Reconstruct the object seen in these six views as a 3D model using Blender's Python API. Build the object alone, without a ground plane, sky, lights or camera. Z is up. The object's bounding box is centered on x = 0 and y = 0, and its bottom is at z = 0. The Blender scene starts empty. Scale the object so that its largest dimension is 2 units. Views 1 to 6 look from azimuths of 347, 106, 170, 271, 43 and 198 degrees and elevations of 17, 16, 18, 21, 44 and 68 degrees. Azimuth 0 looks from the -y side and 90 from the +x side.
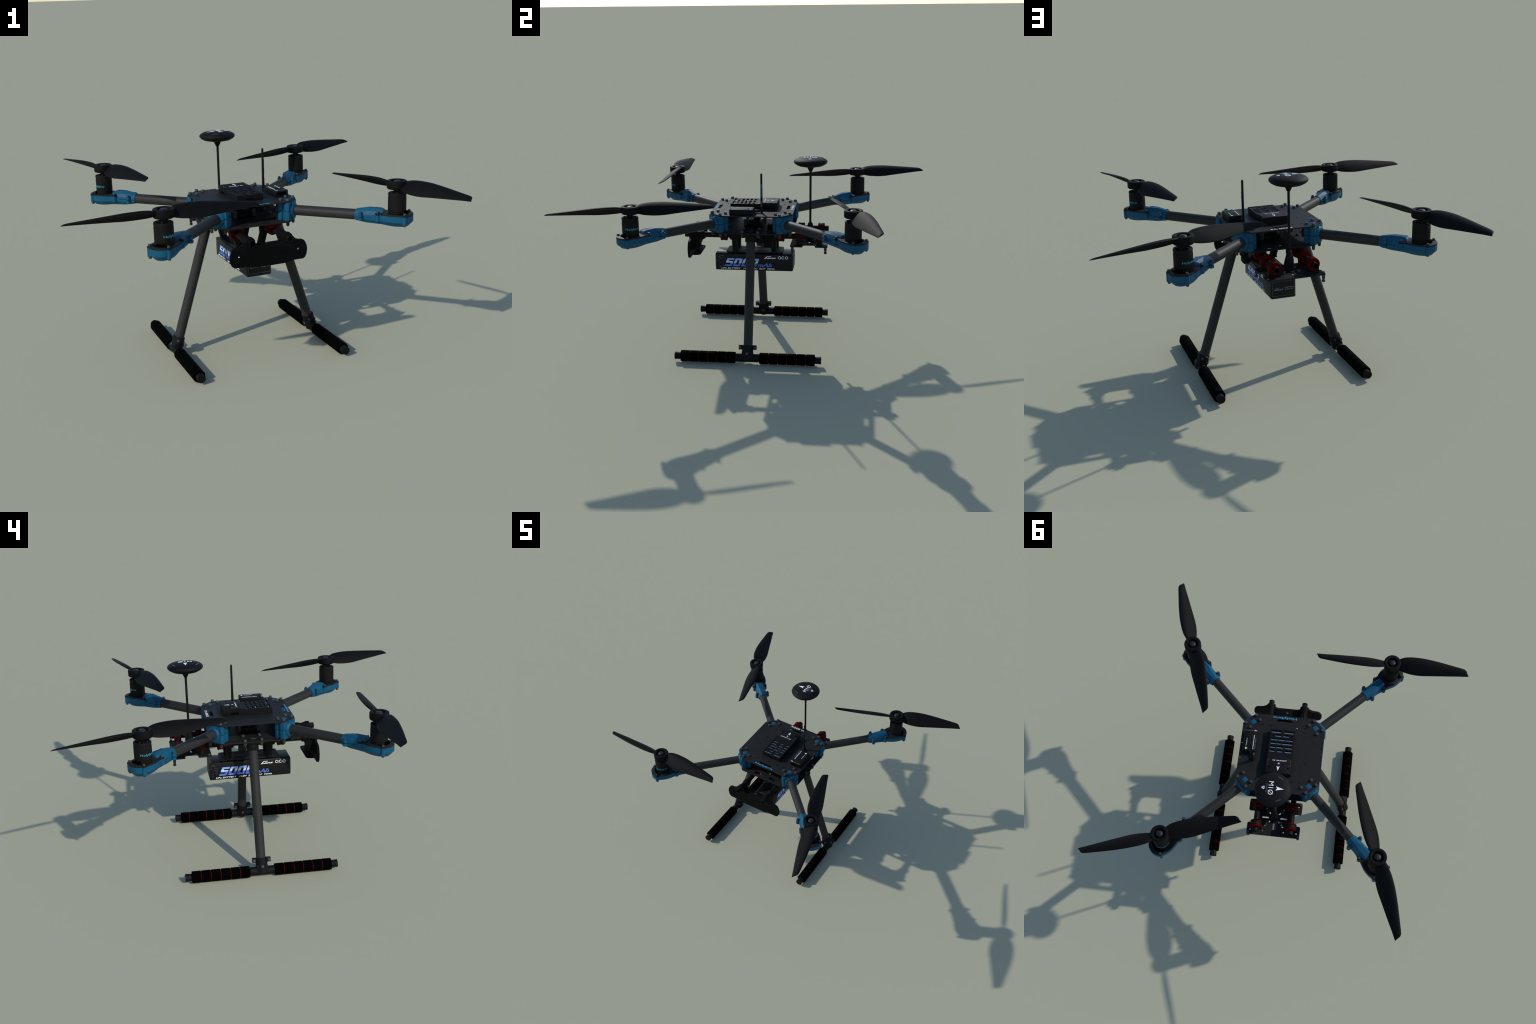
import bpy, bmesh, math, random
from mathutils import Vector, Matrix

random.seed(7)
rad = math.radians
pi = math.pi

# ------------------------------------------------------------------ frame
YAW = rad(9.25)                       # the airframe stands slightly turned
CENTRE = Vector((0.0206, -0.0026, 0))
MOTOR = 0.6477                        # motor axes at +-MOTOR in the airframe
ARM_R = MOTOR * math.sqrt(2)
ARM_ANGLES = [-45, 45, 135, 225]
ARM_SHIFT = -0.003                    # arms sit a hair off the exact diagonal
Z_TOP, Z_BOT, PLATE = 0.9005, 0.7900, 0.0073   # undersides of both plates, thickness
Z_ARM = 0.849

# ------------------------------------------------------------------ materials
MATS = {}

def nodes_of(name):
    m = bpy.data.materials.new(name)
    m.use_nodes = True
    nt = m.node_tree
    MATS[name] = m
    return m, nt, nt.nodes["Principled BSDF"]

def N(nt, kind, **kw):
    n = nt.nodes.new(kind)
    for k, v in kw.items():
        setattr(n, k, v)
    return n

def objco(nt):
    return N(nt, "ShaderNodeTexCoord").outputs["Object"]

def plain(name, col, rough=0.5, metal=0.0, spec=0.5, grain=0.18, scale=60, bump=0.0):
    """one colour with a faint cloudy grain and, if asked, a fine bump"""
    m, nt, b = nodes_of(name)
    co = objco(nt)
    nz = N(nt, "ShaderNodeTexNoise")
    nz.inputs["Scale"].default_value = scale
    nz.inputs["Detail"].default_value = 4
    nt.links.new(co, nz.inputs["Vector"])
    r = N(nt, "ShaderNodeValToRGB")
    r.color_ramp.elements[0].position = 0.3
    r.color_ramp.elements[1].position = 0.7
    r.color_ramp.elements[0].color = [c * (1 - grain) for c in col] + [1]
    r.color_ramp.elements[1].color = [min(1, c * (1 + grain)) for c in col] + [1]
    nt.links.new(nz.outputs["Fac"], r.inputs["Fac"])
    nt.links.new(r.outputs["Color"], b.inputs["Base Color"])
    b.inputs["Roughness"].default_value = rough
    b.inputs["Metallic"].default_value = metal
    b.inputs["Specular IOR Level"].default_value = spec
    if bump:
        n2 = N(nt, "ShaderNodeTexNoise")
        n2.inputs["Scale"].default_value = 700
        nt.links.new(co, n2.inputs["Vector"])
        bp = N(nt, "ShaderNodeBump")
        bp.inputs["Strength"].default_value = bump
        bp.inputs["Distance"].default_value = 0.002
        nt.links.new(n2.outputs["Fac"], bp.inputs["Height"])
        nt.links.new(bp.outputs["Normal"], b.inputs["Normal"])
    return m

def weave(name, dark, light, cell, tube=False, rough=0.42, spec=0.5):
    """carbon cloth: small over-under cells; on tubes wrapped round the x axis"""
    m, nt, b = nodes_of(name)
    co = objco(nt)
    if tube:
        sp = N(nt, "ShaderNodeSeparateXYZ")
        nt.links.new(co, sp.inputs[0])
        at = N(nt, "ShaderNodeMath", operation="ARCTAN2")
        nt.links.new(sp.outputs["Y"], at.inputs[0])
        nt.links.new(sp.outputs["Z"], at.inputs[1])
        sc = N(nt, "ShaderNodeMath", operation="MULTIPLY")
        nt.links.new(at.outputs[0], sc.inputs[0])
        sc.inputs[1].default_value = 0.029
        cb = N(nt, "ShaderNodeCombineXYZ")
        nt.links.new(sp.outputs["X"], cb.inputs["X"])
        nt.links.new(sc.outputs[0], cb.inputs["Y"])
        cb.inputs["Z"].default_value = cell * 0.5
        vec = cb.outputs[0]
    else:
        sp = N(nt, "ShaderNodeSeparateXYZ")
        nt.links.new(co, sp.inputs[0])
        cb = N(nt, "ShaderNodeCombineXYZ")
        nt.links.new(sp.outputs["X"], cb.inputs["X"])
        nt.links.new(sp.outputs["Y"], cb.inputs["Y"])
        cb.inputs["Z"].default_value = cell * 0.5
        vec = cb.outputs[0]
    ck = N(nt, "ShaderNodeTexChecker")
    ck.inputs["Scale"].default_value = 1 / cell
    ck.inputs["Color1"].default_value = (*dark, 1)
    ck.inputs["Color2"].default_value = (*light, 1)
    nt.links.new(vec, ck.inputs["Vector"])
    nz = N(nt, "ShaderNodeTexNoise")
    nz.inputs["Scale"].default_value = 25
    nt.links.new(co, nz.inputs["Vector"])
    mr = N(nt, "ShaderNodeMapRange")
    mr.inputs["To Min"].default_value = 0.8
    mr.inputs["To Max"].default_value = 1.2
    nt.links.new(nz.outputs["Fac"], mr.inputs["Value"])
    mx = N(nt, "ShaderNodeMix", data_type="RGBA", blend_type="MULTIPLY")
    mx.inputs[0].default_value = 1
    nt.links.new(ck.outputs["Color"], mx.inputs[6])
    nt.links.new(mr.outputs["Result"], mx.inputs[7])
    nt.links.new(mx.outputs[2], b.inputs["Base Color"])
    bp = N(nt, "ShaderNodeBump")
    bp.inputs["Strength"].default_value = 0.25
    bp.inputs["Distance"].default_value = 0.001
    nt.links.new(ck.outputs["Fac"], bp.inputs["Height"])
    nt.links.new(bp.outputs["Normal"], b.inputs["Normal"])
    b.inputs["Roughness"].default_value = rough
    b.inputs["Specular IOR Level"].default_value = spec
    return m

plain("blue_plastic", (0.0032, 0.066, 0.128), 0.55, spec=0.18, grain=0.05, bump=0.04)
plain("black_plastic", (0.0036, 0.0036, 0.0038), 0.65, spec=0.14, bump=0.04)
plain("printed_plastic", (0.0016, 0.0016, 0.0016), 0.7, spec=0.12, bump=0.05)
plain("motor_black", (0.0055, 0.0055, 0.005), 0.65, spec=0.11, grain=0.1)
plain("propeller_black", (0.0022, 0.0022, 0.0023), 0.68, spec=0.11, grain=0.1, scale=20)
plain("foam_black", (0.0004, 0.0004, 0.0004), 0.95, spec=0.03, scale=300, bump=0.3)
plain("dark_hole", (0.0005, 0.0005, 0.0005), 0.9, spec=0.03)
plain("screw_grey", (0.038, 0.037, 0.037), 0.55, spec=0.35)
plain("nut_grey", (0.03, 0.03, 0.029), 0.6, spec=0.2)
plain("red_rubber", (0.080, 0.0016, 0.0003), 0.7, spec=0.03, grain=0.1)
plain("red_cord", (0.09, 0.002, 0.0005), 0.8, spec=0.05)
plain("silver_metal", (0.60, 0.61, 0.64), 0.26, metal=1.0)
plain("spinner_grey", (0.010, 0.0105, 0.012), 0.5, spec=0.3)
plain("white_ink", (0.75, 0.75, 0.75), 0.6, grain=0.05, spec=0.2)
plain("grey_ink", (0.15, 0.15, 0.16), 0.6, grain=0.1, spec=0.2)
plain("cyan_ink", (0.04, 0.31, 0.50), 0.6, grain=0.05, spec=0.2)
plain("motor_ink", (0.04, 0.29, 0.36), 0.6, grain=0.05, spec=0.2)
plain("antenna_ink", (0.012, 0.15, 0.28), 0.6, grain=0.05, spec=0.2)
weave("carbon_sheet", (0.0065, 0.0065, 0.0065), (0.015, 0.015, 0.0145), 0.0058, rough=0.62, spec=0.16)
weave("carbon_tube", (0.0185, 0.018, 0.017), (0.0235, 0.023, 0.0215), 0.0055, tube=True, rough=0.55, spec=0.18)
plain("carbon_edge", (0.03, 0.029, 0.027), 0.6, spec=0.2)

def battery_wrap():
    """near-black film with a few pale blue splashes at one end of either side"""
    m, nt, b = nodes_of("battery_film")
    co = objco(nt)
    sp = N(nt, "ShaderNodeSeparateXYZ"); nt.links.new(co, sp.inputs[0])
    sg = N(nt, "ShaderNodeMath", operation="SIGN"); nt.links.new(sp.outputs["X"], sg.inputs[0])
    ml = N(nt, "ShaderNodeMath", operation="MULTIPLY")
    nt.links.new(sg.outputs[0], ml.inputs[0]); nt.links.new(sp.outputs["Y"], ml.inputs[1])
    mr = N(nt, "ShaderNodeMapRange")
    mr.inputs["From Min"].default_value = -0.175; mr.inputs["From Max"].default_value = -0.215
    nt.links.new(ml.outputs[0], mr.inputs["Value"])
    mp = N(nt, "ShaderNodeMapping"); mp.inputs["Rotation"].default_value = (rad(-35), 0, 0)
    mp.inputs["Scale"].default_value = (1, 0.45, 1.5)
    nt.links.new(co, mp.inputs["Vector"])
    nz = N(nt, "ShaderNodeTexNoise"); nz.inputs["Scale"].default_value = 95; nz.inputs["Detail"].default_value = 5
    nt.links.new(mp.outputs[0], nz.inputs["Vector"])
    th = N(nt, "ShaderNodeMapRange"); th.inputs["From Min"].default_value = 0.57; th.inputs["From Max"].default_value = 0.72
    nt.links.new(nz.outputs["Fac"], th.inputs["Value"])
    k = N(nt, "ShaderNodeMath", operation="MULTIPLY")
    nt.links.new(mr.outputs[0], k.inputs[0]); nt.links.new(th.outputs[0], k.inputs[1])
    # sparse pale flecks elsewhere
    n2 = N(nt, "ShaderNodeTexNoise"); n2.inputs["Scale"].default_value = 120
    nt.links.new(co, n2.inputs["Vector"])
    t2 = N(nt, "ShaderNodeMapRange"); t2.inputs["From Min"].default_value = 0.74; t2.inputs["From Max"].default_value = 0.85
    t2.inputs["To Max"].default_value = 0.4
    nt.links.new(n2.outputs["Fac"], t2.inputs["Value"])
    ab = N(nt, "ShaderNodeMath", operation="ABSOLUTE"); nt.links.new(sp.outputs["X"], ab.inputs[0])
    gt = N(nt, "ShaderNodeMath", operation="GREATER_THAN"); nt.links.new(ab.outputs[0], gt.inputs[0]); gt.inputs[1].default_value = 0.0742
    k2 = N(nt, "ShaderNodeMath", operation="MULTIPLY")
    nt.links.new(k.outputs[0], k2.inputs[0]); nt.links.new(gt.outputs[0], k2.inputs[1])
    ad = N(nt, "ShaderNodeMath", operation="MAXIMUM")
    nt.links.new(k2.outputs[0], ad.inputs[0]); nt.links.new(t2.outputs[0], ad.inputs[1])
    mx = N(nt, "ShaderNodeMix", data_type="RGBA")
    mx.inputs[6].default_value = (0.0045, 0.0045, 0.005, 1); mx.inputs[7].default_value = (0.10, 0.11, 0.17, 1)
    nt.links.new(ad.outputs[0], mx.inputs[0])
    nt.links.new(mx.outputs[2], b.inputs["Base Color"])
    b.inputs["Roughness"].default_value = 0.5
    b.inputs["Specular IOR Level"].default_value = 0.2
battery_wrap()

def chrome_ink():
    """blue numerals printed like polished metal: pale sky over a deep blue horizon"""
    m, nt, b = nodes_of("numeral_ink")
    co = objco(nt)
    sp = N(nt, "ShaderNodeSeparateXYZ"); nt.links.new(co, sp.inputs[0])
    nz = N(nt, "ShaderNodeTexNoise"); nz.inputs["Scale"].default_value = 22
    nt.links.new(co, nz.inputs["Vector"])
    wob = N(nt, "ShaderNodeMath", operation="MULTIPLY_ADD")
    nt.links.new(nz.outputs["Fac"], wob.inputs[0]); wob.inputs[1].default_value = 0.022
    nt.links.new(sp.outputs["Z"], wob.inputs[2])
    mr = N(nt, "ShaderNodeMapRange"); mr.inputs["From Min"].default_value = 0.534; mr.inputs["From Max"].default_value = 0.592
    nt.links.new(wob.outputs[0], mr.inputs["Value"])
    r = N(nt, "ShaderNodeValToRGB"); e = r.color_ramp.elements
    e[0].position = 0; e[0].color = (0.14, 0.26, 0.68, 1)
    e[1].position = 1; e[1].color = (0.24, 0.40, 0.76, 1)
    for p, c in [(0.22, (0.035, 0.09, 0.46)), (0.42, (0.09, 0.20, 0.64)), (0.54, (0.68, 0.74, 0.82)), (0.68, (0.36, 0.52, 0.82)), (0.85, (0.20, 0.34, 0.74))]:
        x = e.new(p); x.color = (*c, 1)
    nt.links.new(mr.outputs[0], r.inputs["Fac"])
    nt.links.new(r.outputs["Color"], b.inputs["Base Color"])
    b.inputs["Roughness"].default_value = 0.5
chrome_ink()

# ------------------------------------------------------------------ scene tree
ROOT = bpy.data.objects.new("quadcopter_drone", None)
ROOT.location = CENTRE
ROOT.rotation_euler = (0, 0, YAW)
ROOT["label"] = "black carbon quadcopter drone with blue joints and landing skids"
ROOT["category"] = "drone"
bpy.context.scene.collection.objects.link(ROOT)

def link(name, mesh, parent=ROOT, loc=(0, 0, 0), rot=(0, 0, 0), stuff=False):
    o = bpy.data.objects.new(name, mesh)
    bpy.context.scene.collection.objects.link(o)
    o.parent = parent
    o.location = loc
    o.rotation_euler = rot
    if stuff:
        o["kind"] = "stuff"
    return o

class Build:
    """collects solids into one mesh; every solid takes a material name and a transform"""
    def __init__(self):
        self.bm = bmesh.new()
        self.mats = []
    def _mat(self, faces, mat):
        if mat not in self.mats:
            self.mats.append(mat)
        i = self.mats.index(mat)
        for f in faces:
            f.material_index = i
    def _add(self, b2, mat, xf):
        if xf is not None:
            bmesh.ops.transform(b2, matrix=xf, verts=b2.verts)
        bmesh.ops.recalc_face_normals(b2, faces=b2.faces)
        tmp = bpy.data.meshes.new("t")
        b2.to_mesh(tmp); b2.free()
        n = len(self.bm.faces)
        self.bm.from_mesh(tmp)
        bpy.data.meshes.remove(tmp)
        self.bm.faces.ensure_lookup_table()
        self._mat(self.bm.faces[n:], mat)
        return self
    def box(self, c, s, mat, bevel=0.0, xf=None, seg=2):
        b = bmesh.new()
        bmesh.ops.create_cube(b, size=1)
        bmesh.ops.transform(b, matrix=Matrix.Translation(c) @ Matrix.Diagonal((*s, 1)), verts=b.verts)
        if bevel:
            bmesh.ops.bevel(b, geom=b.edges[:], offset=bevel, segments=seg, affect="EDGES", profile=0.5)
        return self._add(b, mat, xf)
    def lathe(self, prof, mat, seg=40, xf=None):
        """prof: (radius, height) from bottom to top, spun round z"""
        b = bmesh.new()
        rings = []
        for r, z in prof:
            if r < 1e-6:
                rings.append([b.verts.new((0, 0, z))])
            else:
                rings.append([b.verts.new((r * math.cos(2 * pi * i / seg), r * math.sin(2 * pi * i / seg), z)) for i in range(seg)])
        for a, c in zip(rings, rings[1:]):
            for i in range(seg):
                j = (i + 1) % seg
                if len(a) == 1 and len(c) == 1:
                    continue
                if len(a) == 1:
                    b.faces.new((a[0], c[j], c[i]))
                elif len(c) == 1:
                    b.faces.new((a[i], a[j], c[0]))
                else:
                    b.faces.new((a[i], a[j], c[j], c[i]))
        for ring in (rings[0], rings[-1]):
            if len(ring) > 2:
                b.faces.new(ring)
        return self._add(b, mat, xf)
    def cyl(self, p0, p1, r, mat, seg=28, cham=0.0, r1=None):
        p0, p1 = Vector(p0), Vector(p1)
        d = p1 - p0
        L = d.length
        r1 = r if r1 is None else r1
        prof = [(r, 0), (r1, L)] if not cham else [(r - cham, 0), (r, cham), (r1, L - cham), (r1 - cham, L)]
        xf = Matrix.Translation(p0) @ d.to_track_quat("Z", "Y").to_matrix().to_4x4()
        return self.lathe(prof, mat, seg, xf)
    def prism(self, pts, z0, z1, mat, xf=None, bevel=0.0):
        b = bmesh.new()
        lo = [b.verts.new((x, y, z0)) for x, y in pts]
        hi = [b.verts.new((x, y, z1)) for x, y in pts]
        b.faces.new(lo); b.faces.new(hi)
        n = len(pts)
        for i in range(n):
            b.faces.new((lo[i], lo[(i + 1) % n], hi[(i + 1) % n], hi[i]))
        if bevel:
            es = [e for e in b.edges if abs(e.verts[0].co.z - e.verts[1].co.z) < 1e-6]
            bmesh.ops.bevel(b, geom=es, offset=bevel, segments=2, affect="EDGES", profile=0.5)
        return self._add(b, mat, xf)
    def loft(self, rings, mat, xf=None):
        b = bmesh.new()
        R = [[b.verts.new(p) for p in ring] for ring in rings]
        n = len(R[0])
        for a, c in zip(R, R[1:]):
            for i in range(n):
                b.faces.new((a[i], a[(i + 1) % n], c[(i + 1) % n], c[i]))
        b.faces.new(R[0]); b.faces.new(R[-1])
        return self._add(b, mat, xf)
    def mesh(self, name, angle=38, flat=False):
        me = bpy.data.meshes.new(name)
        self.bm.to_mesh(me); self.bm.free()
        for m in self.mats:
            me.materials.append(MATS[m])
        if not flat:
            me.shade_smooth()
            me.set_sharp_from_angle(angle=rad(angle))
        return me

def rounded(pts, r, n=5):
    """polygon with its corners rounded to radius r (one radius or one per corner)"""
    out = []
    k = len(pts)
    for i in range(k):
        p, a, c = Vector(pts[i]), Vector(pts[i - 1]), Vector(pts[(i + 1) % k])
        rr = r[i] if isinstance(r, (list, tuple)) else r
        da, dc = (a - p), (c - p)
        rr = min(rr, da.length * 0.45, dc.length * 0.45)
        s, e = p + da.normalized() * rr, p + dc.normalized() * rr
        for j in range(n + 1):
            t = j / n
            q = s * (1 - t) ** 2 + p * 2 * t * (1 - t) + e * t ** 2
            out.append((q.x, q.y))
    return out

def circle(x, y, r, n=20):
    return [(x + r * math.cos(2 * pi * i / n), y + r * math.sin(2 * pi * i / n)) for i in range(n)]

def slot(x, y, w, h, ang=0.0, n=8):
    """stadium-shaped opening"""
    r = min(w, h) / 2
    L = max(w, h) / 2 - r
    base = 0 if w >= h else pi / 2
    out = []
    for s in (1, -1):
        for i in range(n + 1):
            a = -pi / 2 + pi * i / n + (0 if s > 0 else pi)
            out.append((s * L + r * math.cos(a), r * math.sin(a)))
    c, d = math.cos(base + ang), math.sin(base + ang)
    return [(x + p * c - q * d, y + p * d + q * c) for p, q in out]

def sheet(name, outline, holes, thick, mat, edge=0.0006):
    """flat sheet with openings, lower face at z = 0"""
    cu = bpy.data.curves.new(name, "CURVE")
    cu.dimensions = "2D"
    cu.fill_mode = "BOTH"
    cu.extrude = thick / 2 - edge
    cu.bevel_depth = edge
    cu.bevel_resolution = 0
    cu.offset = -edge
    for loop in [outline] + holes:
        sp = cu.splines.new("POLY")
        sp.points.add(len(loop) - 1)
        for p, (x, y) in zip(sp.points, loop):
            p.co = (x, y, 0, 1)
        sp.use_cyclic_u = True
    ob = bpy.data.objects.new(name, cu)
    bpy.context.scene.collection.objects.link(ob)
    dg = bpy.context.evaluated_depsgraph_get()
    me = bpy.data.meshes.new_from_object(ob.evaluated_get(dg))
    bpy.data.objects.remove(ob); bpy.data.curves.remove(cu)
    me.name = name
    me.transform(Matrix.Translation((0, 0, thick / 2)))
    me.materials.clear()
    me.materials.append(MATS[mat])
    for p in me.polygons:
        p.use_smooth = False
    return me

def lettering(name, text, mat, width, height, place, parent=ROOT, bold=0.0, shear=0.0, thick=0.0008, stuff=True):
    """built-in font, fitted into width x height with its middle at the origin, then put on a surface by place(x, y, z)"""
    cu = bpy.data.curves.new(name, "FONT")
    cu.body = text
    cu.size = 1
    cu.offset = bold
    cu.shear = shear
    cu.resolution_u = 3
    cu.extrude = 0.5
    ob = bpy.data.objects.new(name, cu)
    bpy.context.scene.collection.objects.link(ob)
    dg = bpy.context.evaluated_depsgraph_get()
    me = bpy.data.meshes.new_from_object(ob.evaluated_get(dg))
    bpy.data.objects.remove(ob); bpy.data.curves.remove(cu)
    me.name = name
    xs = [v.co.x for v in me.vertices]; ys = [v.co.y for v in me.vertices]
    x0, x1, y0, y1 = min(xs), max(xs), min(ys), max(ys)
    for v in me.vertices:
        v.co = Vector(place((v.co.x - (x0 + x1) / 2) / (x1 - x0) * width, (v.co.y - (y0 + y1) / 2) / (y1 - y0) * height, v.co.z * thick))
    me.materials.clear()
    me.materials.append(MATS[mat])
    return link(name, me, parent, stuff=stuff)

def flat_mark(name, loops, mat, place, parent=ROOT, thick=0.0008):
    """flat printed sign from polygon loops (later loops are holes), put on by place"""
    me = sheet(name, loops[0], loops[1:], thick, mat, edge=0.00005)
    for v in me.vertices:
        v.co = Vector(place(v.co.x, v.co.y, v.co.z - thick / 2))
    return link(name, me, parent, stuff=True)

# ------------------------------------------------------------------ shared fasteners (head base at z = 0)
b = Build()
b.lathe([(0.0085, 0), (0.0096, 0.001), (0.0096, 0.0115), (0.0086, 0.0130), (0.0, 0.0130)], "screw_grey", 16)
SCREW = b.mesh("screw")
b = Build()
b.lathe([(0.007, 0), (0.0078, 0.001), (0.0078, 0.009), (0.0068, 0.0105), (0.0, 0.0105)], "screw_grey", 14)
SMALL_SCREW = b.mesh("small_screw")
b = Build()
b.lathe([(0, -0.028), (0.005, -0.027), (0.0085, -0.022), (0.0095, -0.014), (0.0095, 0)], "nut_grey", 14)
CAP_NUT = b.mesh("cap_nut")

def screws(places, mesh=SCREW, parent=ROOT, name=None, rot=(0, 0, 0)):
    for p in places:
        link(name or mesh.name, mesh, parent, p, rot)

def arm_place(a, r, s=0.0):
    c, d = math.cos(a), math.sin(a)
    s += ARM_SHIFT
    return (r * c - s * d, r * d + s * c)

# ------------------------------------------------------------------ frame plates
def octagon(h, c, front=None):
    f = front or h
    return rounded([(-c, -f), (c, -f), (h, -c), (h, c), (c, h), (-c, h), (-h, c), (-h, -c)], 0.008, 3)

CLAMP_SCREWS = [(0.3065, 0.0415), (0.3065, -0.0415), (0.263, 0.0395), (0.263, -0.0395)]
holes = [rounded([(-0.056, -0.217), (0.056, -0.217), (0.044, -0.236), (-0.044, -0.236)], 0.006, 3),
         rounded([(-0.056, 0.209), (0.056, 0.209), (0.044, 0.229), (-0.044, 0.229)], 0.006, 3)]
for sx in (1, -1):
    for sy in (1, -1):
        holes += [circle(sx * 0.137, sy * 0.187, 0.0048, 10), circle(sx * 0.0845, sy * 0.186, 0.0048, 10),
                  circle(sx * 0.252, sy * 0.051, 0.004, 10), circle(sx * 0.158, sy * 0.05, 0.004, 10)]
link("frame_plate", sheet("frame_plate", octagon(0.2625, 0.187), holes, PLATE, "carbon_sheet"), loc=(0, 0, Z_TOP))
holes = []
for sx in (1, -1):
    holes += [slot(sx * 0.065, -0.238, 0.056, 0.028), slot(sx * 0.065, 0.225, 0.05, 0.024),
              circle(sx * 0.212, 0, 0.027), circle(sx * 0.03, 0.172, 0.006, 10), circle(sx * 0.03, -0.167, 0.006, 10),
              slot(sx * 0.20, 0.11, 0.02, 0.06), slot(sx * 0.20, -0.11, 0.02, 0.06)]
holes += [slot(0, -0.198, 0.05, 0.024), slot(-0.002, 0.19, 0.04, 0.024)]
link("frame_plate", sheet("frame_plate", octagon(0.2625, 0.187, 0.273), holes, PLATE, "carbon_sheet"), loc=(0, 0, Z_BOT))

lettering("printed_lettering", "Holybro", "cyan_ink", 0.152, 0.019, lambda x, y, z: (x, -0.2485 + y, Z_TOP + PLATE + 0.0006 + z), bold=0.012)
lettering("printed_lettering", "X500 V2", "white_ink", 0.13, 0.0155, lambda x, y, z: (x + 0.003, 0.2465 + y, Z_TOP + PLATE + 0.0006 + z), bold=0.01)

# ------------------------------------------------------------------ arms
b = Build()
b.cyl((0.225, 0, 0), (0.79, 0, 0), 0.0292, "carbon_tube", 40)
ARM_TUBE = b.mesh("arm_tube")

def clamp_half(up):
    """one half of the blue corner clamp, plan in (r, s), split at the tube axis"""
    b = Build()
    z0, z1 = (0.0012, Z_TOP - Z_ARM - 0.0004) if up else (Z_BOT + PLATE - Z_ARM + 0.0004, -0.0012)
    foot = rounded([(0.292, -0.062), (0.322, -0.058), (0.322, 0.058), (0.292, 0.062), (0.290, 0.050), (0.2795, 0.045), (0.2745, 0.056),
                    (0.2515, 0.056), (0.2495, 0.036), (0.2495, -0.036), (0.2515, -0.056), (0.2745, -0.056), (0.2795, -0.045), (0.290, -0.050)], 0.006, 4)
    b.prism(foot, z0, z1, "blue_plastic", bevel=0.0022)
    # half collar round the tube, flaring towards the outside
    prof = [(0.306, 0.046), (0.326, 0.046), (0.334, 0.0405), (0.337, 0.036), (0.337, 0.0296)]
    rings = []
    n = 20
    for i in range(n + 1):
        a = pi * i / n
        sgn = 1 if up else -1
        rings.append([(x, q * math.cos(a), sgn * max(0.0012, q * math.sin(a))) for x, q in prof] + [(0.306, 0.0296 * math.cos(a), sgn * max(0.0012, 0.0296 * math.sin(a)))])
    b.loft(rings, "blue_plastic")
    # stiffening ribs above the collar
    zt = 0.9 * (z1 if up else z0)
    for s in (-0.017, 0.017):
        b.box((0.3245, s, zt * 0.86), (0.010, 0.005, 0.020), "blue_plastic", 0.001)
    return b.mesh("clamp_half", 30)
CLAMP_UP, CLAMP_DOWN = clamp_half(True), clamp_half(False)
b = Build()
b.box((0.283, 0, 0), (0.031, 0.031, 0.0024), "blue_plastic", 0.0005)
CLAMP_KEY = b.mesh("clamp_key")

# ------------------------------------------------------------------ motor mount (plan in r, s; z absolute)
HALF = [(0.692, 0.0335), (0.712, 0.0385), (0.735, 0.040), (0.76, 0.0375), (0.79, 0.040), (0.815, 0.045), (0.84, 0.0495),
        (0.865, 0.0575), (0.888, 0.064), (0.91, 0.0665), (0.935, 0.066), (0.958, 0.063), (0.978, 0.056), (0.993, 0.044), (1.003, 0.026), (1.007, 0.009)]
MOUNT_SCREWS = [(0.728, 0.0445), (0.728, -0.0445), (0.824, 0.0445), (0.824, -0.0445), (0.974, 0.0525), (0.974, -0.0525)]

def plan(half, inset=0.0, r0=None):
    pts = [(r, s) for r, s in half]
    loop = pts + [(r, -s) for r, s in reversed(pts)]
    if not inset:
        return loop
    n = len(loop)
    out = []
    for i in range(n):
        p, a, c = Vector(loop[i]), Vector(loop[i - 1]), Vector(loop[(i + 1) % n])
        t = (c - a).normalized()
        q = p + Vector((t.y, -t.x)) * inset
        out.append((q.x, q.y))
    return out

def motor_mount():
    b = Build()
    def belly(r):                      # underside height along the arm
        ks = [(0.69, 0.822), (0.728, 0.818), (0.755, 0.8125), (0.84, 0.8115), (0.925, 0.806), (1.01, 0.806)]
        for (a, za), (c, zc) in zip(ks, ks[1:]):
            if r <= c:
                return za + (zc - za) * max(0, (r - a)) / (c - a)
        return ks[-1][1]
    top = []
    for x, y in plan(HALF):
        t = min(1, max(0, (x - 0.795) / 0.02))
        top.append((x, y, 0.8455 + t * (0.8645 - 0.8455)))
    mid = [(x, y, 0.834 if x < 0.9 else 0.832) for x, y in plan(HALF)]
    bot = []
    for x, y in plan(HALF):
        bot.append((0.85 + (x - 0.85) * (0.84 if x > 0.85 else 0.965), y * 0.62, belly(x)))
    b.loft([bot, mid, top], "blue_plastic")
    # posts that carry the screws
    for r, s in MOUNT_SCREWS:
        tall = r > 0.8
        b.cyl((r, s, 0.8295 if r < 0.9 else 0.8205), (r, s, 0.8637 if tall else 0.8445), 0.0130, "blue_plastic", 18, 0.0012)
    return b.mesh("motor_mount", 24)
MOUNT = motor_mount()

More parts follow.
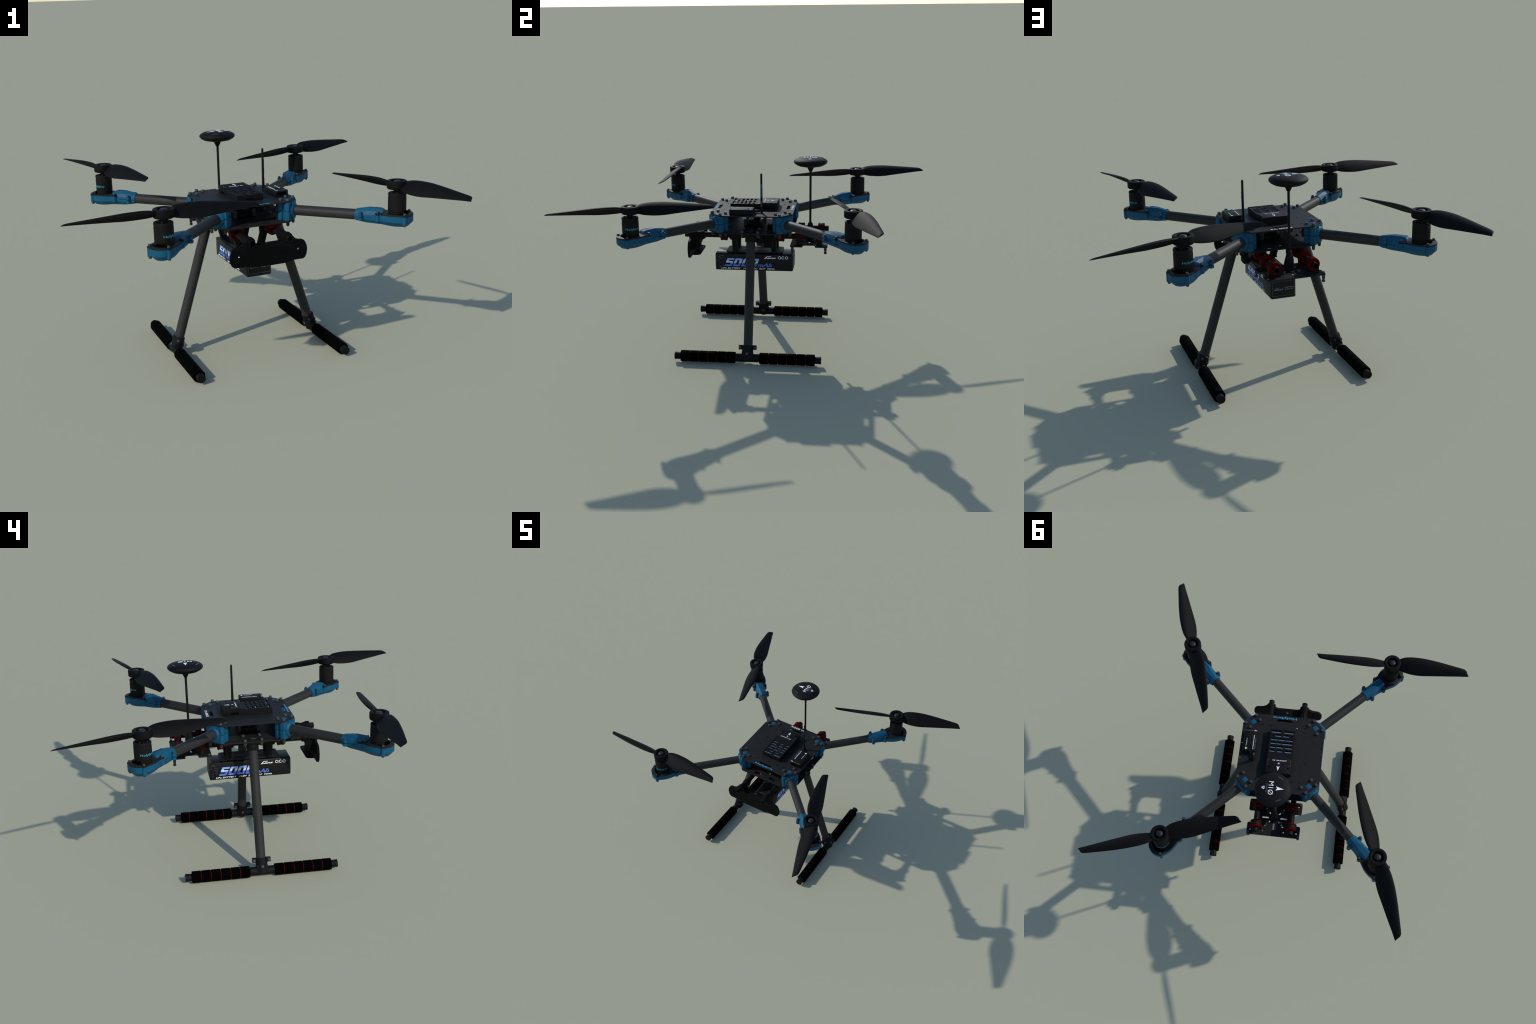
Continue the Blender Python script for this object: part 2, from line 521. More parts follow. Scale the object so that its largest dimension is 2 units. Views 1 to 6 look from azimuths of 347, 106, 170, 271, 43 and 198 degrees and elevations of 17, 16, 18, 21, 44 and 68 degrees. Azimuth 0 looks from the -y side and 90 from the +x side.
def mount_cover():
    """faceted blue lid over the tube end"""
    b = Build()
    base = [(0.692, 0.0335), (0.712, 0.0385), (0.735, 0.040), (0.76, 0.038), (0.79, 0.039), (0.815, 0.040), (0.838, 0.036), (0.853, 0.028)]
    wall = [(0.692, 0.0325), (0.712, 0.037), (0.735, 0.039), (0.76, 0.0375), (0.79, 0.038), (0.815, 0.039), (0.838, 0.0345), (0.853, 0.0265)]
    shoulder = [(0.692, 0.0200), (0.712, 0.0220), (0.742, 0.0250), (0.76, 0.028), (0.79, 0.031), (0.812, 0.032), (0.830, 0.029), (0.848, 0.024)]
    crown = [(0.694, 0.008), (0.712, 0.009), (0.757, 0.011), (0.768, 0.015), (0.790, 0.0165), (0.81, 0.0175), (0.826, 0.0185), (0.841, 0.019)]
    zs = [0.8815, 0.885, 0.8925, 0.8935, 0.8935, 0.8935, 0.893, 0.889]
    zw = [0.858, 0.858, 0.858, 0.860, 0.862, 0.863, 0.864, 0.866]
    zh = [0.875, 0.8765, 0.8785, 0.879, 0.880, 0.881, 0.882, 0.882]
    def loop(h, z):
        return [(r, s, zz) for (r, s), zz in zip(h, z)] + [(r, -s, zz) for (r, s), zz in reversed(list(zip(h, z)))]
    b.loft([loop(base, [0.848] * 8), loop(wall, zw), loop(shoulder, zh), loop(crown, zs)], "blue_plastic")
    for r, s in MOUNT_SCREWS[:2]:
        b.cyl((r, s, 0.848), (r, s, 0.8665), 0.0122, "blue_plastic", 18, 0.0012)
    for r, s in MOUNT_SCREWS[2:4]:
        b.cyl((r, s, 0.848), (r, s, 0.8635), 0.0105, "blue_plastic", 18)
    return b.mesh("mount_cover", 12)
COVER = mount_cover()

def motor_plate():
    half = [(0.8365, 0.034)] + [(0.843, 0.0475)] + [(r, s + 0.0006) for r, s in HALF[7:]]
    loop = plan(half)
    b = Build()
    b.prism(loop, 0.8650, 0.8730, "carbon_sheet", bevel=0.0006)
    for r, s in MOUNT_SCREWS[2:]:
        b.cyl((r, s, 0.8653), (r, s, 0.8726), 0.0133, "carbon_sheet", 18)
    b.prism([(0.822, 0.033), (0.846, 0.036), (0.846, 0.052), (0.826, 0.050)], 0.8654, 0.8724, "carbon_sheet")
    b.prism([(0.822, -0.033), (0.826, -0.050), (0.846, -0.052), (0.846, -0.036)], 0.8654, 0.8724, "carbon_sheet")
    # raised black arc round the outside of the motor, where the phase wires come up
    arc = []
    for i in range(17):
        a = rad(-65 + 130 * i / 16)
        arc.append((0.9195 + 0.0625 * math.cos(a), 0.0625 * math.sin(a)))
    for i in range(17):
        a = rad(65 - 130 * i / 16)
        arc.append((0.9195 + 0.0495 * math.cos(a), 0.0495 * math.sin(a)))
    b.prism(arc, 0.871, 0.8736, "dark_hole")
    return b.mesh("motor_plate", 30)
MOTOR_PLATE = motor_plate()

# ------------------------------------------------------------------ motor (axis at origin of its own frame, z absolute)
b = Build()
b.lathe([(0.040, 0.8724), (0.046, 0.8728), (0.0485, 0.8755), (0.0485, 0.8845), (0.0465, 0.8855), (0.0465, 0.8875), (0.0492, 0.8885), (0.0492, 0.9605), (0.0482, 0.9612),
         (0.0482, 0.9725), (0.0492, 0.9735), (0.0492, 0.9805), (0.0475, 0.9845), (0.040, 0.9865), (0.037, 0.984), (0.034, 0.974), (0.020, 0.974), (0.0185, 0.979), (0.0185, 1.006)], "motor_black", 48)
for i in range(4):                      # spokes across the vented bell
    a = pi / 2 * i + 0.3
    b.box((0.028, 0, 0.981), (0.024, 0.012, 0.009), "motor_black", 0.0015, Matrix.Rotation(a, 4, "Z"))
for i in range(4):
    a = pi / 2 * i + 0.3
    b.cyl((0.029 * math.cos(a), 0.029 * math.sin(a), 0.984), (0.029 * math.cos(a), 0.029 * math.sin(a), 0.9885), 0.004, "screw_grey", 10)
MOTOR_MESH = b.mesh("motor")
b = Build()
for k in (-1, 0, 1):
    a = rad(17 * k + 4)
    c, d = math.cos(a), math.sin(a)
    b.cyl((0.0525 * c, 0.0525 * d, 0.872), (0.0525 * c, 0.0525 * d, 0.886), 0.0048, "dark_hole", 10, 0.001)
    b.cyl((0.0525 * c, 0.0525 * d, 0.883), (0.045 * c, 0.045 * d, 0.885), 0.0035, "dark_hole", 8)
PHASE_WIRES = b.mesh("phase_wires")

# ------------------------------------------------------------------ propeller (hub axis at the origin, blades along +-x, turns anticlockwise)
def interp(tab, x):
    for (a, va), (c, vc) in zip(tab, tab[1:]):
        if x <= c:
            t = max(0, (x - a) / (c - a))
            return va + (vc - va) * t
    return tab[-1][1]

LEAD = [(0.03, 0.026), (0.055, 0.038), (0.08, 0.0455), (0.12, 0.0505), (0.16, 0.0515), (0.20, 0.0505), (0.24, 0.0478), (0.29, 0.043), (0.34, 0.0365), (0.39, 0.0295), (0.44, 0.0225), (0.456, 0.0195)]
TRAIL = [(0.03, -0.020), (0.055, -0.030), (0.08, -0.0365), (0.12, -0.0435), (0.16, -0.0465), (0.20, -0.0455), (0.24, -0.0425), (0.30, -0.0378), (0.36, -0.0335), (0.425, -0.0275), (0.49, -0.0235)]
PITCH = [(0.03, 0.62), (0.08, 0.62), (0.12, 0.595), (0.16, 0.59), (0.20, 0.575), (0.24, 0.54), (0.28, 0.515), (0.32, 0.485), (0.36, 0.455), (0.40, 0.43), (0.44, 0.39), (0.50, 0.35)]
Z_BLADE = 1.0225

def blade():
    b = Build()
    st = [0.035, 0.05, 0.065, 0.08, 0.1, 0.12, 0.145, 0.17, 0.2, 0.23, 0.265, 0.3, 0.335, 0.37, 0.405, 0.435, 0.455]
    rows = [(r, r, interp(LEAD, r), interp(TRAIL, r)) for r in st]
    rows += [(0.464, 0.468, 0.0165, -0.0250), (0.471, 0.476, 0.0110, -0.0243), (0.4765, 0.482, 0.0030, -0.0238), (0.480, 0.4865, -0.0070, -0.0228), (0.4825, 0.4885, -0.0120, -0.0205)]
    n = 9
    rings = []
    for k, (rl, rt, le, te) in enumerate(rows):
        up, dn = [], []
        rm = (rl + rt) / 2
        slope = interp(PITCH, rm)
        thick = interp([(0.03, 0.017), (0.06, 0.016), (0.1, 0.0155), (0.2, 0.0135), (0.35, 0.009), (0.46, 0.0045), (0.50, 0.0018)], rm)
        camber = 0.15 * (le - te) * min(1, 0.35 + rm / 0.16)
        for i in range(n + 1):
            f = i / n                                    # 0 lead, 1 trail
            f = 0.5 - 0.5 * math.cos(pi * f)
            t = le + (te - le) * f
            r = rl + (rt - rl) * f
            z = Z_BLADE + t * slope + camber * 4 * f * (1 - f)
            h = thick * (0.18 + 2.2 * math.sqrt(max(f, 0.0)) * (1 - f) ** 0.8) * 0.5
            up.append((r * 1.004, t, z + h))
            dn.append((r * 1.004, t, z - h * 0.25))
        rings.append(up + dn[::-1])
    b.loft(rings, "propeller_black")
    return b.mesh("propeller_blade", 50)
BLADE = blade()
b = Build()
b.lathe([(0.0225, 1.0045), (0.043, 1.0045), (0.0500, 1.0065), (0.0540, 1.0115), (0.0545, 1.016), (0.0545, 1.0445), (0.0530, 1.0485), (0.0495, 1.0505), (0.039, 1.0505), (0.0345, 1.0485), (0.0325, 1.044), (0.0325, 1.032), (0.0, 1.032)], "propeller_black", 48)
HUB = b.mesh("propeller_hub")
b = Build()
b.lathe([(0.0215, 1.0322), (0.0215, 1.041), (0.020, 1.0455), (0.015, 1.049), (0.008, 1.0508), (0, 1.0513)], "spinner_grey", 28)
SPINNER = b.mesh("propeller_nut")
PROP_ANGLES = {-45: -71.5, 45: 18.6, 135: -71.3, 225: -1.2}

# ------------------------------------------------------------------ assemble the four arms
for deg in ARM_ANGLES:
    a = rad(deg)
    off = arm_place(a, 0)
    rot = (0, 0, a)
    link("arm_tube", ARM_TUBE, loc=(off[0], off[1], Z_ARM), rot=rot)
    cl = link("arm_clamp", CLAMP_UP, loc=(off[0], off[1], Z_ARM), rot=rot)
    link("clamp_jaw", CLAMP_DOWN, cl)
    link("clamp_key", CLAMP_KEY, cl, loc=(0, 0, Z_TOP + PLATE - Z_ARM - 0.0004))
    screws([(r, s, Z_TOP + PLATE - Z_ARM) for r, s in CLAMP_SCREWS], SCREW, cl)
    screws([(r, s, Z_BOT - Z_ARM) for r, s in CLAMP_SCREWS], CAP_NUT, cl)
    mt = link("motor_mount", MOUNT, loc=(off[0], off[1], 0), rot=rot)
    link("mount_cover", COVER, mt)
    link("motor_plate", MOTOR_PLATE, mt)
    screws([(r, s, 0.8662 if r < 0.8 else 0.8728) for r, s in MOUNT_SCREWS], SMALL_SCREW, mt)
    screws([(r, s, 0.8212) for r, s in MOUNT_SCREWS[4:]], SMALL_SCREW, mt, rot=(pi, 0, 0))
    x, y = arm_place(a, 0.9195)
    mo = link("motor", MOTOR_MESH, loc=(x, y, 0), rot=rot)
    link("phase_wires", PHASE_WIRES, mo)
    def round_bell(u, v, w):
        ang = rad(74.5) + u / 0.0492
        q = 0.0496 + w
        return (q * math.cos(ang), q * math.sin(ang), 0.919 + v)
    lettering("motor_lettering", "Holybro", "motor_ink", 0.083, 0.0175, round_bell, parent=mo, bold=0.0)
    sx, sy = math.copysign(1, math.cos(a)), math.copysign(1, math.sin(a))
    pr = link("propeller", HUB, loc=(sx * MOTOR, sy * MOTOR, 0), rot=(0, 0, rad(PROP_ANGLES[deg])))
    link("propeller_blade", BLADE, pr)
    link("propeller_blade", BLADE, pr, rot=(0, 0, pi))
    link("propeller_nut", SPINNER, pr)

# ------------------------------------------------------------------ landing gear
SKID_X, SKID_Z = 0.4405, 0.0357
LEG_SLOPE = 0.184 / 0.594
def leg_x(z):
    return 0.412 - LEG_SLOPE * (z - 0.12)
tilt = math.atan(LEG_SLOPE)

b = Build()
L = (0.80 - 0.045) / math.cos(tilt)
b.cyl((0, 0, 0), (L, 0, 0), 0.0285, "carbon_tube", 40)
LEG = b.mesh("landing_leg")
b = Build()
b.cyl((0, -0.452, 0), (0, 0.452, 0), 0.0212, "black_plastic", 32)
for s in (1, -1):
    b.cyl((0, s * 0.4245, 0), (0, s * 0.463, 0), 0.0213, "black_plastic", 32, 0.0006, r1=0.0240)
SKID = b.mesh("skid_tube")
def foam_piece(w):
    b = Build()
    b.cyl((0, -w / 2, 0), (0, w / 2, 0), 0.0354, "foam_black", 40, 0.0018)
    return b.mesh("foam_sleeve")
FOAM = foam_piece(0.0545)
b = Build()
b.cyl((0, -0.004, 0), (0, 0.004, 0), 0.0315, "red_cord", 40)
CORD = b.mesh("red_cord")

def tee(side):
    """socket that joins leg and skid; local x points outward, origin on the skid axis"""
    b = Build()
    b.cyl((0, -0.074, 0), (0, 0.074, 0), 0.0258, "black_plastic", 32, 0.001)
    up = Matrix.Rotation(-tilt, 4, "Y")
    b.lathe([(0.0345, -0.012), (0.0352, 0.0), (0.0352, 0.078), (0.0335, 0.0798), (0.0286, 0.0798)], "black_plastic", 32, up)
    b.box((0, 0, 0.066), (0.026, 0.112, 0.028), "black_plastic", 0.003, up)
    b.box((0, 0, 0.02), (0.052, 0.068, 0.045), "black_plastic", 0.004, up)
    for s in (1, -1):
        b.cyl(up @ Vector((-0.02, s * 0.0455, 0.066)), up @ Vector((0.021, s * 0.0455, 0.066)), 0.0085, "screw_grey", 16, 0.0012)
    b.cyl(up @ Vector((0.02, 0, 0.030)), up @ Vector((0.040, 0, 0.030)), 0.0085, "screw_grey", 16, 0.0012)
    b.cyl(up @ Vector((-0.040, 0, 0.030)), up @ Vector((-0.02, 0, 0.030)), 0.0085, "screw_grey", 16, 0.0012)
    return b.mesh("tee_joint")
TEE = tee(1)

def leg_socket():
    """tube holder bolted below the lower plate; origin where the leg axis meets it"""
    b = Build()
    up = Matrix.Rotation(-tilt, 4, "Y")
    b.lathe([(0.0286, -0.062), (0.0345, -0.062), (0.0360, -0.0595), (0.0370, -0.012), (0.038, 0.004)], "black_plastic", 32, up)
    b.box((0.0, 0, -0.007), (0.100, 0.120, 0.012), "black_plastic", 0.003)
    for s in (1, -1):
        b.box((0, s * 0.040, -0.022), (0.030, 0.022, 0.024), "black_plastic", 0.003, up)
        b.cyl((-0.012, s * 0.049, -0.024), (0.016, s * 0.049, -0.028), 0.0075, "screw_grey", 12, 0.001)
    return b.mesh("leg_socket")
SOCKET = leg_socket()

for side in (1, -1):
    flip = 0 if side > 0 else pi
    z0 = 0.045
    link("landing_leg", LEG, loc=(side * leg_x(z0), 0, z0), rot=(0, -pi / 2 - tilt, 0) if side > 0 else (0, -pi / 2 + tilt, 0))
    link("leg_socket", SOCKET, loc=(side * leg_x(Z_BOT), 0, Z_BOT - 0.0004), rot=(0, 0, flip))
    link("tee_joint", TEE, loc=(side * SKID_X, -0.002, SKID_Z), rot=(0, 0, flip))
    sk = link("skid_tube", SKID, loc=(side * SKID_X, -0.002, SKID_Z))
    for s in (1, -1):
        for i in range(6):
            y = s * (0.0775 + 0.0265 + i * 0.0585)
            link("foam_sleeve", FOAM, sk, loc=(0, y, 0))
            if i < 5:
                link("red_cord", CORD, sk, loc=(0, y + s * 0.02925, 0))
    for x in (0.1625, 0.2515):
        for y in (0.0485, -0.0505):
            link("screw", SCREW, ROOT, (side * x, y, Z_BOT + PLATE))
            bb = Build()
            bb.cyl((0, 0, -0.024), (0, 0, 0), 0.006, "nut_grey", 10, 0.001)
            bb.cyl((0, 0, -0.013), (0, 0, 0), 0.0095, "nut_grey", 6)
            link("bolt_end", bb.mesh("bolt_end"), ROOT, (side * x, y, Z_BOT - 0.0003))

# ------------------------------------------------------------------ rails and their hangers
RAIL_X, RAIL_Z, RAIL_R = 0.1105, 0.746, 0.0178
b = Build()
b.lathe([(RAIL_R - 0.004, 0.010), (RAIL_R - 0.004, 0), (RAIL_R, 0), (RAIL_R, 0.917), (RAIL_R - 0.004, 0.917), (RAIL_R - 0.004, 0.907)], "black_plastic", 32, Matrix.Rotation(-pi / 2, 4, "X"))
RAIL = b.mesh("rail_tube")
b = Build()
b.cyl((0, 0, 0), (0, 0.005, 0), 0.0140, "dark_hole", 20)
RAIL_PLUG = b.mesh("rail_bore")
for sx in (1, -1):
    r = link("rail_tube", RAIL, loc=(sx * RAIL_X, -0.442, RAIL_Z))
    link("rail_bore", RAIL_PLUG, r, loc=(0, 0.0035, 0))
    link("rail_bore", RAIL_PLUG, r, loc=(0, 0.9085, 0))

def grommet():
    b = Build()
    prof = [(RAIL_R, 0), (0.0315, 0), (0.0350, 0.0015), (0.0362, 0.0045), (0.0362, 0.0075), (0.0350, 0.0102), (0.031, 0.0112)]
    for s in (1, -1):
        m = Matrix.Rotation(-s * pi / 2, 4, "X") @ Matrix.Translation((0, 0, 0.0098))
        b.lathe(prof, "red_rubber", 36, m)
    return b.mesh("rubber_ring")
GROMMET = grommet()
def hanger(up, far):
    """black yoke between the two rubber flanges, foot towards the plate it hangs from"""
    b = Build()
    s = 1 if up else -1
    pts = [(0.0345 * math.cos(pi + pi * i / 14), 0.0345 * math.sin(pi + pi * i / 14) * s) for i in range(15)]
    pts += [(0.0345, s * far), (-0.0345, s * far)]
    m = Matrix.Rotation(pi / 2, 4, "X")
    b.prism(pts, -0.0103, 0.0103, "black_plastic", m, bevel=0.001)
    b.box((0, 0, s * (far - 0.0035)), (0.072, 0.030, 0.0068), "black_plastic", 0.001)
    return b.mesh("rail_hanger")
UP_HANGER, DOWN_HANGER = hanger(True, Z_BOT - RAIL_Z - 0.0004), hanger(False, RAIL_Z - 0.6955)
for sx in (1, -1):
    for y, h in ((-0.187, UP_HANGER), (0.181, UP_HANGER), (0.2965, DOWN_HANGER), (0.427, DOWN_HANGER)):
        hg = link("rail_hanger", h, loc=(sx * RAIL_X, y, RAIL_Z))
        link("rubber_ring", GROMMET, hg)

# ------------------------------------------------------------------ payload plate behind, with the receiver mast on it
PZ = 0.688
out = [(-0.169, 0.242), (0.169, 0.242), (0.169, 0.322), (0.128, 0.322), (0.122, 0.336), (0.122, 0.386), (0.128, 0.400), (0.169, 0.400), (0.169, 0.480),
       (-0.169, 0.480), (-0.169, 0.400), (-0.128, 0.400), (-0.122, 0.386), (-0.122, 0.336), (-0.128, 0.322), (-0.169, 0.322)]
holes = [slot(sx * 0.058, 0.359, 0.044, 0.011) for sx in (1, -1)] + [slot(0.001, 0.415, 0.011, 0.044), slot(0.001, 0.303, 0.011, 0.040)]
for sx in (1, -1):
    for sy in (1, -1):
        holes.append(slot(sx * 0.038, 0.3565 + sy * 0.036, 0.036, 0.009, sx * sy * pi / 4))
    holes += [circle(sx * 0.147, 0.449, 0.0052, 10), circle(sx * 0.066, 0.4495, 0.0048, 10), circle(sx * 0.055, 0.4135, 0.006, 10), circle(sx * 0.147, 0.269, 0.0052, 10), circle(sx * 0.055, 0.30, 0.006, 10)]
link("payload_plate", sheet("payload_plate", rounded(out, 0.012, 4), holes, PLATE, "carbon_sheet"), loc=(0, 0, PZ))
b = Build()
b.lathe([(0.004, -0.042), (0.0075, -0.041), (0.0096, -0.037), (0.0096, -0.030), (0.006, -0.027), (0.005, -0.024), (0.0088, -0.022), (0.0092, 0)], "nut_grey", 14)
STANDOFF = b.mesh("threaded_post")
for sx in (1, -1):
    for y in (0.257, 0.467):
        link("threaded_post", STANDOFF, loc=(sx * 0.159, y, PZ - 0.0003))
        link("small_screw", SMALL_SCREW, loc=(sx * 0.159, y, PZ + PLATE))
    for y in (0.3195, 0.3935):
        link("screw", SCREW, loc=(sx * 0.0425, y, PZ + PLATE))

GX, GY = 0.0, 0.3605
b = Build()
z = PZ + PLATE
b.lathe([(0.034, z + 0.0004), (0.034, z + 0.004), (0.0262, z + 0.006), (0.0258, 0.735), (0.0262, 0.760), (0.0235, 0.772), (0.0150, 0.808), (0.0115, 0.812), (0.0062, 0.812)], "black_plastic", 8)
link("mast_base", b.mesh("mast_base", 25), loc=(GX, GY, 0))
b = Build()
b.cyl((0, 0, 0.80), (0, 0, 1.155), 0.0070, "black_plastic", 16)
link("receiver_mast", b.mesh("receiver_mast"), loc=(GX, GY, 0))
DOME = [(0.0, 1.1765), (0.022, 1.1770), (0.055, 1.1800), (0.080, 1.1855), (0.098, 1.1955), (0.1062, 1.2045), (0.1078, 1.2100), (0.1060, 1.2155), (0.099, 1.2225), (0.086, 1.2290), (0.064, 1.2340), (0.040, 1.2370), (0.018, 1.2385), (0.0, 1.2388)]
b = Build()
b.lathe(DOME, "black_plastic", 48)
b.lathe([(0.0085, 1.1455), (0.0100, 1.1465), (0.0115, 1.151), (0.0235, 1.175), (0.025, 1.180)], "black_plastic", 24)
dome = link("satellite_receiver", b.mesh("satellite_receiver", 60), loc=(GX, GY, 0))
TOPS = [(r, z) for r, z in DOME if z >= 1.2099][::-1]
def on_dome(x, y, z):
    """print plane of the dome: reads along +y, its top towards -x"""
    X, Y = -y, x
    q = math.hypot(X, Y)
    for (r0, z0), (r1, z1) in zip(TOPS, TOPS[1:]):
        if q <= r1:
            return (X, Y, z0 + (z1 - z0) * (q - r0) / (r1 - r0) + 0.0011 + z)
    return (X, Y, 1.21 + z)
lettering("printed_lettering", "M1\u00d8", "white_ink", 0.083, 0.030, lambda x, y, z: on_dome(x, y - 0.0115, z), dome, bold=0.0)
lettering("printed_lettering", "GPS MODULE", "grey_ink", 0.058, 0.0065, lambda x, y, z: on_dome(x, y - 0.0365, z), dome)
flat_mark("printed_arrow", [[(0, 0.064), (0.0125, 0.017), (0, 0.025), (-0.0125, 0.017)]], "white_ink", on_dome, dome)
def tri_mark(cx, cy, r, place, parent):
    o = rounded([(cx + r * math.sin(2 * pi * k / 3 + pi), cy - 0.15 * r + r * math.cos(2 * pi * k / 3 + pi)) for k in range(3)], r * 0.5, 4)
    i = [(cx + 0.42 * r * math.sin(2 * pi * k / 3 + pi), cy - 0.15 * r + 0.42 * r * math.cos(2 * pi * k / 3 + pi)) for k in range(3)]
    flat_mark("printed_badge", [o, i], "white_ink", place, parent)
tri_mark(0, -0.054, 0.0145, on_dome, dome)
def turned(ang, dist):
    def f(x, y, z):
        c, d = math.cos(ang), math.sin(ang)
        return on_dome((x * c - (y + dist) * d), (x * d + (y + dist) * c), z)
    return f
lettering("printed_lettering", "SWITCH", "grey_ink", 0.030, 0.006, turned(rad(-61), 0.080), dome)
lettering("printed_lettering", "UAVCAN", "grey_ink", 0.030, 0.006, turned(rad(61), 0.080), dome)

# ------------------------------------------------------------------ camera bracket in front
def bracket():
    b = Build()
    half = [(0.0, 0.722), (0.062, 0.722), (0.078, 0.730), (0.084, 0.745), (0.088, 0.760), (0.099, 0.7735), (0.1105, 0.7765), (0.123, 0.7735), (0.134, 0.762), (0.148, 0.744), (0.163, 0.731),
            (0.180, 0.726), (0.197, 0.7245), (0.210, 0.718), (0.219, 0.704), (0.2262, 0.684), (0.2280, 0.664), (0.2245, 0.641), (0.216, 0.622), (0.204, 0.613), (0.13, 0.612), (0.10, 0.602), (0.0, 0.601)]
    outline = half + [(-x, z) for x, z in reversed(half[1:-1])]
    holes = [circle(sx * 0.175, 0.671, 0.0068, 12) for sx in (1, -1)] + [circle(sx * 0.076, 0.668, 0.003, 8) for sx in (1, -1)] + [circle(sx * RAIL_X, RAIL_Z, 0.0172, 24) for sx in (1, -1)]
    me = sheet("camera_bracket", outline, holes, 0.014, "printed_plastic")
    me.transform(Matrix.Translation((0, -0.3930, 0)) @ Matrix.Rotation(pi / 2, 4, "X"))
    return me
cam = link("camera_bracket", bracket())
b = Build()
for sx in (1, -1):
    x = sx * RAIL_X
    axis = Matrix.Translation((x, -0.414, RAIL_Z)) @ Matrix.Rotation(-pi / 2, 4, "X")
    b.lathe([(RAIL_R, 0), (0.0255, 0), (0.0285, 0.002), (0.0295, 0.020), (0.0245, 0.036), (0.0205, 0.052), (0.0225, 0.066), (0.0255, 0.072), (0.0258, 0.093), (0.0250, 0.095), (RAIL_R, 0.095)], "printed_plastic", 32, axis)
    web = [(-0.3935, 0.769), (-0.341, 0.769), (-0.341, 0.686), (-0.362, 0.670), (-0.3935, 0.655)]
    m = Matrix.Translation((x - 0.017, 0, 0)) @ Matrix(((0, 0, 1, 0), (1, 0, 0, 0), (0, 1, 0, 0), (0, 0, 0, 1)))
    b.prism([(y, z - 0.012) for y, z in web], 0, 0.034, "printed_plastic", m, bevel=0.001)
b.box((0, -0.3745, 0.7175), (0.19, 0.045, 0.0075), "printed_plastic", 0.001)
tray = rounded([(-0.112, -0.3935), (0.112, -0.3935), (0.103, -0.350), (-0.103, -0.350)], [0.002, 0.002, 0.018, 0.018], 5)
b.prism([(-0.112, -0.3935)] + [p for p in tray[6:]], 0.6045, 0.6145, "printed_plastic", bevel=0.001)
b.cyl((0, -0.374, 0.7215), (0, -0.374, 0.7225), 0.008, "screw_grey", 16)
link("bracket_web", b.mesh("bracket_web", 30), cam)

# ------------------------------------------------------------------ squared numerals and ring letters printed on the battery
FIVE = [[(0, 1), (0.8, 1), (0.8, 0.78), (0.27, 0.78), (0.27, 0.62), (0.72, 0.62), (0.8, 0.54), (0.8, 0.08), (0.72, 0), (0, 0), (0, 0.22), (0.53, 0.22), (0.53, 0.40), (0, 0.40)]]
NOUGHT = [[(0, 0.08), (0.08, 0), (0.72, 0), (0.8, 0.08), (0.8, 0.92), (0.72, 1), (0.08, 1), (0, 0.92)], [(0.27, 0.22), (0.27, 0.78), (0.53, 0.78), (0.53, 0.22)]]

def numerals(place, parent, x0, z0, unit, height, lean):
    for k, glyph in enumerate((FIVE, NOUGHT, NOUGHT, NOUGHT)):
        loops = [[(x0 + (0.92 * k + x) * unit + lean * y, z0 + y * height) for x, y in loop] for loop in glyph]
        flat_mark("printed_numeral", loops, "numeral_ink", place, parent)

def arc_letter(cx, cz, r, w, a0, a1, mat, place, parent, n=22):
    loop = [(cx + r * math.cos(rad(a0 + (a1 - a0) * i / n)), cz + r * math.sin(rad(a0 + (a1 - a0) * i / n))) for i in range(n + 1)]
    loop += [(cx + (r - w) * math.cos(rad(a1 - (a1 - a0) * i / n)), cz + (r - w) * math.sin(rad(a1 - (a1 - a0) * i / n))) for i in range(n + 1)]
    flat_mark("printed_letter", [loop], mat, place, parent)

def ring_word(cx, cz, r, gap, w, mat, place, parent):
    arc_letter(cx - gap, cz, r, w, -35, 290, mat, place, parent)
    flat_mark("printed_letter", [[(cx - gap + r - w, cz - r), (cx - gap + r, cz - r), (cx - gap + r, cz - 0.35 * r), (cx - gap + r - w, cz - 0.35 * r)]], mat, place, parent)
    arc_letter(cx, cz, r, w, 38, 322, mat, place, parent)
    arc_letter(cx + gap, cz, r, w, -12, 338, mat, place, parent)

# ------------------------------------------------------------------ battery, its tray and struts
b = Build()
b.box((0, -0.001, 0.5545), (0.149, 0.509, 0.115), "battery_film", 0.0085, seg=3)
bat = link("battery_pack", b.mesh("battery_pack"))
def side_face(s):
    return lambda x, y, z: (s * (0.0749 + z), s * x - 0.001, y)
for s in (1, -1):
    f = side_face(s)
    def at(cx, cy, f=f):
        return lambda x, y, z: f(x + cx, y + cy, z)
    numerals(f, bat, -0.196, 0.5252, 0.0588, 0.0535, 0.0225)
    lettering("printed_numerals", "mAh", "numeral_ink", 0.096, 0.0245, at(0.070, 0.5365), bat, bold=0.03, shear=0.32)
    lettering("printed_lettering", "LiPo BATTERY   14.8V  50C  4S1P  74Wh", "white_ink", 0.352, 0.0105, at(-0.041, 0.5115), bat, bold=0.015, shear=0.3)
    lettering("printed_lettering", "ens", "white_ink", 0.058, 0.0085, at(0.116, 0.5845), bat, bold=0.03, shear=0.45)
    flat_mark("printed_swash", [[(0.066, 0.580), (0.085, 0.598), (0.112, 0.598), (0.110, 0.5945), (0.089, 0.5945), (0.077, 0.583), (0.088, 0.583), (0.091, 0.580)]], "white_ink", f, bat)
    ring_word(0.190, 0.589, 0.0098, 0.0232, 0.0034, "white_ink", f, bat)
